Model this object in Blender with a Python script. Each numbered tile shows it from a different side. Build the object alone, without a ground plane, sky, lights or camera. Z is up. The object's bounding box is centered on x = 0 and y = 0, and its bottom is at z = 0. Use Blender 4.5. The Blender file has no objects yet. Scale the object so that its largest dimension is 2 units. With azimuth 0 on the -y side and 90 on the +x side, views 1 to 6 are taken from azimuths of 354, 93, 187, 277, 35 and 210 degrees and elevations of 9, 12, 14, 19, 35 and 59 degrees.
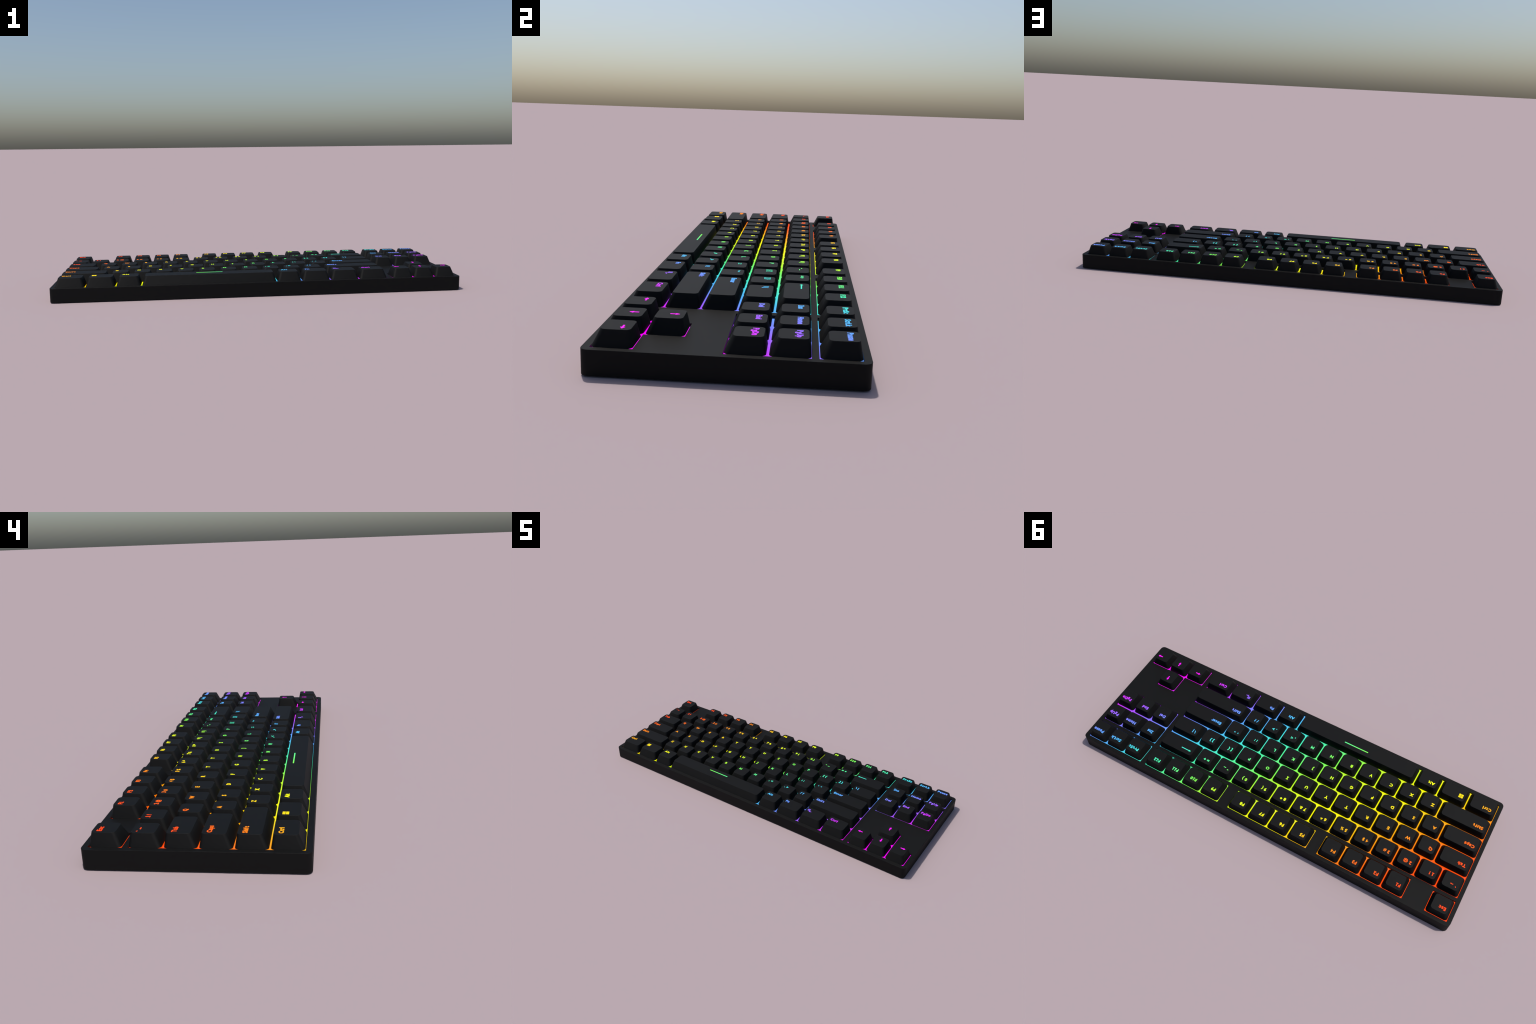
"""Compact mechanical keyboard: black case with recessed key wells, glowing rainbow
backlight panels, tapered keycaps and glowing legends.  Metres, z up."""
import bpy, bmesh, math
from mathutils import Vector
from mathutils.geometry import delaunay_2d_cdt

# ------------------------------------------------------------------ measures
HALF_X, HALF_Y = 1.0, 0.35          # outside of the case
CASE_TOP = 0.0670
CORNER_R = 0.0195
U = 0.1077                          # key pitch
LEFT, BACK = -0.9815, 0.3313        # outer border of the key field
FRONT, RIGHT = -BACK, -LEFT
MAIN_BACK = FRONT + 5 * U           # back border of the alphanumeric block
NAV_LEFT = RIGHT - 3 * U            # left border of the navigation block
PANEL_Z = CASE_TOP - 0.0095         # surface of the glowing panels
CAP_BASE = CASE_TOP - 0.0012        # lower rim of the keycaps
CAP_TOP = 0.1087
GAP = 0.0027                        # half the gap between two keycaps
TOP_INSET_X = 0.0138
TOP_INSET_FRONT = 0.0200
TOP_INSET_BACK = 0.0070

# ------------------------------------------------------------------ materials
def new_material(name):
    m = bpy.data.materials.new(name)
    m.use_nodes = True
    nt = m.node_tree
    return m, nt, nt.nodes["Principled BSDF"]

def plastic(name, base, rough, grain, spec=0.5):
    """Dark moulded plastic with a very fine grain."""
    m, nt, bsdf = new_material(name)
    tc = nt.nodes.new("ShaderNodeTexCoord")
    noise = nt.nodes.new("ShaderNodeTexNoise")
    noise.inputs["Scale"].default_value = grain
    noise.inputs["Detail"].default_value = 3.0
    nt.links.new(tc.outputs["Object"], noise.inputs["Vector"])
    ramp = nt.nodes.new("ShaderNodeValToRGB")
    ramp.color_ramp.elements[0].position = 0.3
    ramp.color_ramp.elements[1].position = 0.7
    ramp.color_ramp.elements[0].color = (*[c * 0.96 for c in base], 1)
    ramp.color_ramp.elements[1].color = (*[c * 1.04 for c in base], 1)
    nt.links.new(noise.outputs["Fac"], ramp.inputs["Fac"])
    nt.links.new(ramp.outputs["Color"], bsdf.inputs["Base Color"])
    bsdf.inputs["Roughness"].default_value = rough
    bsdf.inputs["Specular IOR Level"].default_value = spec
    return m

def srgb(r, g, b):
    f = lambda c: (c / 255) / 12.92 if c <= 10 else ((c / 255 + 0.055) / 1.055) ** 2.4
    return (f(r), f(g), f(b), 1.0)

# the rainbow runs diagonally across the board and fans out a little:
# t = x - (SKEW + FAN * x) * y
SKEW, FAN = 1.18, 0.09
RAINBOW = [(-1.42, (255, 64, 2)), (-1.00, (255, 77, 1)), (-0.86, (255, 105, 2)), (-0.74, (255, 143, 3)),
           (-0.62, (255, 186, 4)), (-0.52, (255, 222, 2)), (-0.44, (255, 248, 0)), (-0.34, (250, 255, 0)),
           (-0.12, (190, 255, 45)), (-0.01, (128, 255, 88)), (0.17, (78, 248, 168)), (0.33, (70, 228, 228)),
           (0.42, (76, 190, 246)), (0.52, (94, 163, 255)), (0.64, (130, 120, 255)),
           (0.78, (176, 70, 255)), (0.88, (222, 42, 255)), (1.01, (255, 0, 255)), (1.42, (255, 0, 255))]

def glow(name, base, power):
    """LED light: emission whose colour follows the position on the board."""
    m, nt, bsdf = new_material(name)
    geo = nt.nodes.new("ShaderNodeNewGeometry")
    sep = nt.nodes.new("ShaderNodeSeparateXYZ")
    nt.links.new(geo.outputs["Position"], sep.inputs[0])
    slope = nt.nodes.new("ShaderNodeMath")
    slope.operation = "MULTIPLY_ADD"
    slope.inputs[1].default_value = -FAN
    slope.inputs[2].default_value = -SKEW
    nt.links.new(sep.outputs["X"], slope.inputs[0])
    mul = nt.nodes.new("ShaderNodeMath")
    mul.operation = "MULTIPLY_ADD"
    nt.links.new(sep.outputs["Y"], mul.inputs[0])
    nt.links.new(slope.outputs[0], mul.inputs[1])
    nt.links.new(sep.outputs["X"], mul.inputs[2])
    rng = nt.nodes.new("ShaderNodeMapRange")
    t0, t1 = RAINBOW[0][0], RAINBOW[-1][0]
    rng.inputs["From Min"].default_value = t0
    rng.inputs["From Max"].default_value = t1
    nt.links.new(mul.outputs[0], rng.inputs["Value"])
    ramp = nt.nodes.new("ShaderNodeValToRGB")
    els = ramp.color_ramp.elements
    els[0].position, els[0].color = 0.0, srgb(*RAINBOW[0][1])
    els[1].position, els[1].color = 1.0, srgb(*RAINBOW[-1][1])
    for t, c in RAINBOW[1:-1]:
        e = els.new((t - t0) / (t1 - t0))
        e.color = srgb(*c)
    nt.links.new(rng.outputs["Result"], ramp.inputs["Fac"])
    nt.links.new(ramp.outputs["Color"], bsdf.inputs["Emission Color"])
    bsdf.inputs["Emission Strength"].default_value = power
    bsdf.inputs["Base Color"].default_value = (base, base, base, 1)
    bsdf.inputs["Roughness"].default_value = 0.6
    bsdf.inputs["Specular IOR Level"].default_value = 0.11
    return m

MAT_CASE = plastic("case_plastic", (0.0055, 0.0056, 0.0056), 0.60, 900, 0.11)
MAT_CAP = plastic("keycap_plastic", (0.0055, 0.0056, 0.0056), 0.60, 900, 0.11)
MAT_GLOW = glow("backlight_glow", 0.028, 1.0)
MAT_INK = glow("legend_glow", 0.0055, 1.12)

# ------------------------------------------------------------------ helpers
ROOT = bpy.data.objects.new("keyboard", None)
bpy.context.scene.collection.objects.link(ROOT)
ROOT["label"] = "black compact computer keyboard with diagonal rainbow backlight"
ROOT["category"] = "keyboard"

def add(name, mesh, parent, location=(0, 0, 0)):
    ob = bpy.data.objects.new(name, mesh)
    bpy.context.scene.collection.objects.link(ob)
    ob.parent = parent
    ob.location = location
    return ob

def rounded_rect(x0, y0, x1, y1, r, seg):
    """Counter-clockwise outline of a rectangle with rounded corners."""
    pts = []
    for cx, cy, a in ((x1 - r, y1 - r, 0), (x0 + r, y1 - r, 90), (x0 + r, y0 + r, 180), (x1 - r, y0 + r, 270)):
        for i in range(seg + 1):
            w = math.radians(a + 90 * i / seg)
            pts.append((cx + r * math.cos(w), cy + r * math.sin(w)))
    return pts

def loft(rings, name, smooth_rings=True):
    """Closed solid through rings of equal point count, given bottom to top."""
    bm = bmesh.new()
    rows = [[bm.verts.new((x, y, z)) for x, y in pts] for pts, z in rings]
    n = len(rows[0])
    for a, b in zip(rows, rows[1:]):
        for i in range(n):
            j = (i + 1) % n
            f = bm.faces.new((a[i], a[j], b[j], b[i]))
            f.smooth = smooth_rings
    bm.faces.new(rows[-1])
    bm.faces.new(rows[0][::-1])
    for ring in rows:                       # keep crisp edges between the bands
        for i in range(n):
            e = bm.edges.get((ring[i], ring[(i + 1) % n]))
            if e:
                e.smooth = False
    me = bpy.data.meshes.new(name)
    bm.to_mesh(me)
    bm.free()
    return me

def prism(outline, z0, z1, name):
    return loft([(outline, z0), (outline, z1)], name, False)

# ------------------------------------------------------------------ wells in the case
def rect(x0, y0, x1, y1):
    return [(x0, y0), (x1, y0), (x1, y1), (x0, y1)]

F_FRONT = BACK - U
nav = lambda c: NAV_LEFT + c * U
WELLS = [
    rect(LEFT, F_FRONT, LEFT + U, BACK),                          # escape
    rect(LEFT + 2 * U, F_FRONT, LEFT + 6 * U, BACK),              # function groups
    rect(LEFT + 6.5 * U, F_FRONT, LEFT + 10.5 * U, BACK),
    rect(LEFT + 11 * U, F_FRONT, LEFT + 15 * U, BACK),
    rect(NAV_LEFT, F_FRONT, RIGHT, BACK),                         # print / scroll / pause
    rect(LEFT, FRONT, LEFT + 15 * U, MAIN_BACK),                  # main block
    rect(NAV_LEFT, MAIN_BACK - 2 * U, RIGHT, MAIN_BACK),          # navigation block
    [(nav(0), FRONT), (nav(3), FRONT), (nav(3), FRONT + U), (nav(2), FRONT + U),   # arrows
     (nav(2), FRONT + 2 * U), (nav(1), FRONT + 2 * U), (nav(1), FRONT + U), (nav(0), FRONT + U)],
]

RIM = 0.0006              # the case reaches a little into the outermost key cells

def offset_outline(outline, d):
    """Moves every side of a counter-clockwise right-angled outline outward by d."""
    out = []
    n = len(outline)
    for i, p in enumerate(outline):
        a, v, b = Vector(outline[i - 1]), Vector(p), Vector(outline[(i + 1) % n])
        d0, d1 = (v - a).normalized(), (b - v).normalized()
        q = v + (Vector((d0.y, -d0.x)) + Vector((d1.y, -d1.x))) * d
        out.append((q.x, q.y))
    return out

WELLS = [offset_outline(w, -RIM) for w in WELLS]
# along the front edge the rim comes closer to the caps
WELLS = [[(x, y + 0.0012 if abs(y - FRONT - RIM) < 1e-4 else y) for x, y in w] for w in WELLS]

def build_case():
    bev = 0.0006
    o = rounded_rect(-HALF_X, -HALF_Y, HALF_X, HALF_Y, CORNER_R, 4)
    t = rounded_rect(-HALF_X + bev, -HALF_Y + bev, HALF_X - bev, HALF_Y - bev, CORNER_R - bev, 4)
    me = loft([(t, 0.0), (o, bev), (o, CASE_TOP - bev), (t, CASE_TOP)], "case")
    case = add("case", me, ROOT)
    cutters = []
    for w in WELLS:
        c = bpy.data.objects.new("cutter", prism(w, PANEL_Z - 0.003, CASE_TOP + 0.02, "cutter"))
        bpy.context.scene.collection.objects.link(c)
        cutters.append(c)
        md = case.modifiers.new("well", "BOOLEAN")
        md.operation, md.solver, md.object = "DIFFERENCE", "EXACT", c
    dg = bpy.context.evaluated_depsgraph_get()
    cut = bpy.data.meshes.new_from_object(case.evaluated_get(dg))
    case.modifiers.clear()
    case.data = cut
    cut.name = "case"
    for c in cutters:
        bpy.data.objects.remove(c)
    bm = bmesh.new()
    bm.from_mesh(cut)
    bmesh.ops.remove_doubles(bm, verts=bm.verts, dist=1e-6)
    for f in bm.faces:
        f.smooth = True
    for e in bm.edges:
        e.smooth = len(e.link_faces) == 2 and e.calc_face_angle(3.0) < math.radians(40)
    for f in bm.faces:
        if abs(f.normal.z) > 0.99:
            f.smooth = False
    bm.to_mesh(cut)
    bm.free()
    cut.materials.clear()
    cut.materials.append(MAT_CASE)
    return case

CASE = build_case()

for w in WELLS:
    grown = offset_outline(w, 0.001)     # its edge sits 1 mm inside the wall of the well
    me = prism(grown, PANEL_Z - 0.004, PANEL_Z, "backlight_panel")
    me.materials.append(MAT_GLOW)
    add("backlight_panel", me, ROOT)

# ------------------------------------------------------------------ legends
EM = 0.0168               # height of a capital letter
WIDEN = 1.02
BOLD = 0.044              # pen radius that thickens the built-in typeface
CAP_HEIGHT = 0.70         # capital of the built-in typeface at size 1

class Shape:
    """Flat lettering as 2D polygons: vertices and faces."""
    def __init__(self):
        self.v, self.f = [], []

    def add(self, verts, faces, dx=0.0, dy=0.0):
        o = len(self.v)
        self.v += [(x + dx, y + dy) for x, y in verts]
        self.f += [[i + o for i in f] for f in faces]

    def box(self, x0, y0, x1, y1):
        self.add([(x0, y0), (x1, y0), (x1, y1), (x0, y1)], [(0, 1, 2, 3)])

    def poly(self, pts):
        self.add(pts, [list(range(len(pts)))])

GLYPHS = {}

def embolden(v, faces, d):
    """Union of the filled shape with a round pen of radius d run along its outline."""
    count = {}
    for f in faces:
        for i in range(len(f)):
            e = (f[i - 1], f[i])
            count[tuple(sorted(e))] = count.get(tuple(sorted(e)), 0) + 1
    pts = [Vector(p) for p in v]
    polys = [list(f) for f in faces]
    used = set()
    def put(ps):
        o = len(pts)
        pts.extend(ps)
        polys.append(list(range(o, o + len(ps))))
    for (i, j), n in count.items():
        if n != 1:
            continue
        p, q = pts[i], pts[j]
        t = q - p
        if t.length < 1e-6:
            continue
        t.normalize()
        m = Vector((-t.y, t.x)) * d
        put([p - m, q - m, q + m, p + m])
        used.update((i, j))
    for i in used:
        c = pts[i]
        put([c + Vector((math.cos(k * math.pi / 3), math.sin(k * math.pi / 3))) * d for k in range(6)])
    sizes = []
    for k, f in enumerate(polys):           # counter-clockwise faces
        area = sum(pts[f[i - 1]].x * pts[f[i]].y - pts[f[i]].x * pts[f[i - 1]].y for i in range(len(f)))
        if area < 0:
            polys[k] = f[::-1]
        sizes.append(abs(area))
    polys = [f for f, a in zip(polys, sizes) if a > 1e-7]   # slivers would spill over
    out = delaunay_2d_cdt(pts, [], polys, 0, 1e-5)
    return [(p.x, p.y) for p in out[0]], [list(f) for f, src in zip(out[2], out[5]) if src]

def raw_glyph(ch):
    """One character of the built-in typeface, made extra bold; cap height is 1."""
    if ch in GLYPHS:
        return GLYPHS[ch]
    if ch == "I":                       # slab serifs on the capital I
        g = Shape()
        g.box(0.20, 0.0, 0.47, 1.0)
        for y0, y1 in ((0.0, 0.18), (0.82, 1.0)):
            g.box(0.04, y0, 0.20, y1)
            g.box(0.47, y0, 0.63, y1)
        GLYPHS[ch] = (g.v, g.f, 0.67)
        return GLYPHS[ch]
    cu = bpy.data.curves.new("glyph", "FONT")
    cu.body = ch
    cu.size = 1.0
    cu.resolution_u = 2
    cu.fill_mode = "FRONT"
    ob = bpy.data.objects.new("glyph", cu)
    bpy.context.scene.collection.objects.link(ob)
    dg = bpy.context.evaluated_depsgraph_get()
    me = bpy.data.meshes.new_from_object(ob.evaluated_get(dg))
    v = [(p.co.x, p.co.y) for p in me.vertices]
    me.calc_loop_triangles()
    f = [list(t.vertices) for t in me.loop_triangles]
    bpy.data.objects.remove(ob)
    bpy.data.curves.remove(cu)
    bpy.data.meshes.remove(me)
    thin = ch in "@%&#$4\""
    d = BOLD * (0.45 if thin else 1.0)
    if ch == "1":                       # foot under the figure one
        foot = [x for x, y in v if y < 0.05]
        c = (min(foot) + max(foot)) / 2
        o = len(v)
        v += [(c - 0.19, 0.0), (c + 0.19, 0.0), (c + 0.19, 0.05), (c - 0.19, 0.05)]
        f.append([o, o + 1, o + 2, o + 3])
    if ch == "J":                       # serif on the capital J
        x1, y1 = max(v)[0], max(p[1] for p in v)
        o = len(v)
        v += [(x1 - 0.26, y1 - 0.06), (x1 - 0.02, y1 - 0.06), (x1 - 0.02, y1), (x1 - 0.26, y1)]
        f.append([o, o + 1, o + 2, o + 3])
    v, f = embolden(v, f, d)
    k = 1.0 / (CAP_HEIGHT + 2 * BOLD)
    x0 = min(p[0] for p in v)
    x1 = max(p[0] for p in v)
    v = [((x - x0) * k + 0.045, (y + BOLD) * k) for x, y in v]
    w = (x1 - x0) * k + 0.09
    if ch in "acemnorsu":               # the lettering has tall small letters
        v = [(x, y * 1.1) for x, y in v]
    if ch in "`'-":
        w = max(w, 0.62)
    GLYPHS[ch] = (v, f, w)
    return GLYPHS[ch]

def text_shape(body, x, y, em=EM):
    s = Shape()
    for ch in body:
        if ch == " ":
            x += 0.34 * em
            continue
        v, f, w = raw_glyph(ch)
        s.add([(p[0] * em * WIDEN, p[1] * em) for p in v], f, x, y)
        x += w * em * WIDEN
    return s

def arrow_shape(x0, y0, x1, y1, thick, head):
    s = Shape()
    d = Vector((x1 - x0, y1 - y0))
    L = d.length
    d /= L
    n = Vector((-d.y, d.x))
    a = Vector((x0, y0))
    P = lambda l, o: tuple(a + d * l + n * o)
    s.poly([P(0, -thick / 2), P(L - head * 0.9, -thick / 2), P(L - head * 0.9, thick / 2), P(0, thick / 2)])
    s.poly([P(L - head, -head * 0.62), P(L, -thick * 0.2), P(L, thick * 0.2), P(L - head, head * 0.62)])
    return s

MARGIN = 0.0262           # legend's left edge from the key field's cell border
BASELINE = 0.0133         # above the key centre

def legend_shape(kind, w):
    """Outline of a legend relative to the key centre; w is the key width."""
    left = -w / 2 + MARGIN
    if kind == "@space":
        s = Shape()
        s.poly(rounded_rect(-0.0645, 0.0160, 0.0645, 0.0208, 0.0023, 3))
        return s
    if kind == "@back":
        return arrow_shape(left + 0.056, 0.0205, left + 0.004, 0.0205, 0.0040, 0.0085)
    if kind == "@left":
        return arrow_shape(-0.0015, 0.0205, -0.0265, 0.0205, 0.0046, 0.0105)
    if kind == "@right":
        return arrow_shape(0.0015, 0.0205, 0.0265, 0.0205, 0.0046, 0.0105)
    if kind == "@up":
        return arrow_shape(0.0, 0.0050, 0.0, 0.0300, 0.0046, 0.0105)
    if kind == "@down":
        return arrow_shape(0.0, 0.0300, 0.0, 0.0050, 0.0046, 0.0105)
    if kind == "@window":
        s = Shape()
        a, g = 0.0098, 0.0015
        for i in (0, 1):
            for j in (0, 1):
                x, y = left + i * (a + g), 0.0062 + j * (a + g)
                s.box(x, y, x + a, y + a)
        return s
    if kind == "@menu":
        s = Shape()
        for i in range(4):
            y = 0.0160 + i * 0.0038
            s.box(left, y, left + 0.0150, y + 0.0024)
        s.poly([(left + 0.0150, 0.0165), (left + 0.0135, 0.0065), (left + 0.0235, 0.0125)])
        s.box(left + 0.0190, 0.0110, left + 0.0265, 0.0140)
        return s
    return text_shape(kind, left, BASELINE)

def legend_mesh(kind, w):
    s = legend_shape(kind, w)
    bm = bmesh.new()
    vs = [bm.verts.new((x, y, 0.0)) for x, y in s.v]
    for f in s.f:
        if len(set(f)) < 3:
            continue
        try:
            bm.faces.new([vs[i] for i in f])
        except ValueError:
            pass
    bm.normal_update()
    for f in bm.faces:
        if f.normal.z < 0:
            f.normal_flip()
    # give the ink a real thickness: 0.4 mm proud, its foot sunk in the cap
    top = list(bm.faces)
    res = bmesh.ops.extrude_face_region(bm, geom=top)
    for g in res["geom"]:
        if isinstance(g, bmesh.types.BMVert):
            g.co.z = 0.0004
    for v in vs:
        if v.is_valid:
            v.co.z = -0.0008
    bmesh.ops.recalc_face_normals(bm, faces=bm.faces)
    me = bpy.data.meshes.new("legend")
    bm.to_mesh(me)
    bm.free()
    me.materials.append(MAT_INK)
    return me

# ------------------------------------------------------------------ keycaps
CAPS = {}

def keycap_mesh(units):
    if units in CAPS:
        return CAPS[units]
    w = units * U
    x0, x1 = -w / 2 + GAP, w / 2 - GAP
    y0, y1 = -U / 2 + GAP, U / 2 - GAP
    def ring(k, extra, r):
        return rounded_rect(x0 + TOP_INSET_X * k + extra, y0 + TOP_INSET_FRONT * k + extra,
                            x1 - TOP_INSET_X * k - extra, y1 - TOP_INSET_BACK * k - extra, r, 5)
    zb, zt = CAP_BASE - CAP_TOP, 0.0
    bev = 0.0007
    rings = [(ring(0.0, 0.0, 0.0130), zb),
             (ring(1 - bev / -zb, 0.0, 0.0125), zt - bev),
             (ring(1.0, bev * 0.55, 0.0122), zt)]
    me = loft(rings, "keycap")
    # only the lower rim and the border of the flat top stay crisp
    me.materials.append(MAT_CAP)
    CAPS[units] = me
    return me

def key(legend, x, y, units=1.0):
    """One keycap whose cell has its left back corner at x, y."""
    cx, cy = x + units * U / 2, y - U / 2
    cap = add("keycap", keycap_mesh(units), ROOT, (cx, cy, CAP_TOP))
    add("legend", legend_mesh(legend, units * U), cap)
    stem = add("switch", SWITCH, cap)
    return cap

SWITCH = prism(rounded_rect(-0.026, -0.026, 0.026, 0.026, 0.004, 2),
               PANEL_Z - 0.001 - CAP_TOP, CAP_BASE - CAP_TOP + 0.001, "switch")
SWITCH.materials.append(MAT_CASE)

T3 = 4.0 / 3.0
ALT = 1.1333
N = 1.0055                # key widths of the rows differ by a trifle
ROWS = [
    [("` ~", N), ("1 !", N), ("2 @", N), ("3 #", N), ("4 $", N), ("5 %", N), ("6 ^", N), ("7 &", N), ("8 *", N),
     ("9 (", N), ("0 )", N), ("- _", N), ("= +", N), ("@back", 15 - 13 * N)],
    [("Tab", 1.505)] + [(c, 0.998) for c in "QWERTYUIOP"] + [("[ {", 0.998), ("] }", 0.998), ("\\ |", 1.519)],
    [("Caps", 1.752)] + [(c, 0.9975) for c in "ASDFGHJKL"] + [("; :", 0.9975), ("' \"", 0.9975), ("Enter", 2.2755)],
    [("Shift", 2.262)] + [(c, 0.9998) for c in "ZXCVBNM"] + [(", <", 0.9998), (". >", 0.9998), ("/ ?", 0.9998), ("Shift", 2.74)],
    [("Ctrl", T3), ("@window", T3), ("Alt", ALT), ("@space", 15 - 5 * T3 - 2 * ALT), ("Alt", ALT),
     ("Fn", T3), ("@menu", T3), ("Ctrl", T3)],
]
LIFT = 0.0012             # the number row sits closer to the back bar
for r, row in enumerate(ROWS):
    x = LEFT
    for legend, units in row:
        key(legend, x, MAIN_BACK - r * U + (LIFT if r == 0 else 0.0), units)
        x += units * U

key("Esc", LEFT, BACK)
for i in range(12):
    key("F%d" % (i + 1), LEFT + (2 + i + 0.5 * (i // 4)) * U, BACK)
for c, (a, b, d) in enumerate([("PrtSc", "Ins", "Del"), ("ScrLk", "Home", "End"), ("Pause", "PgUp", "PgDn")]):
    key(a, nav(c), BACK)
    key(b, nav(c), MAIN_BACK + LIFT)
    key(d, nav(c), MAIN_BACK - U)
key("@up", nav(1), FRONT + 2 * U)
for c, a in enumerate(("@left", "@down", "@right")):
    key(a, nav(c), FRONT + U)
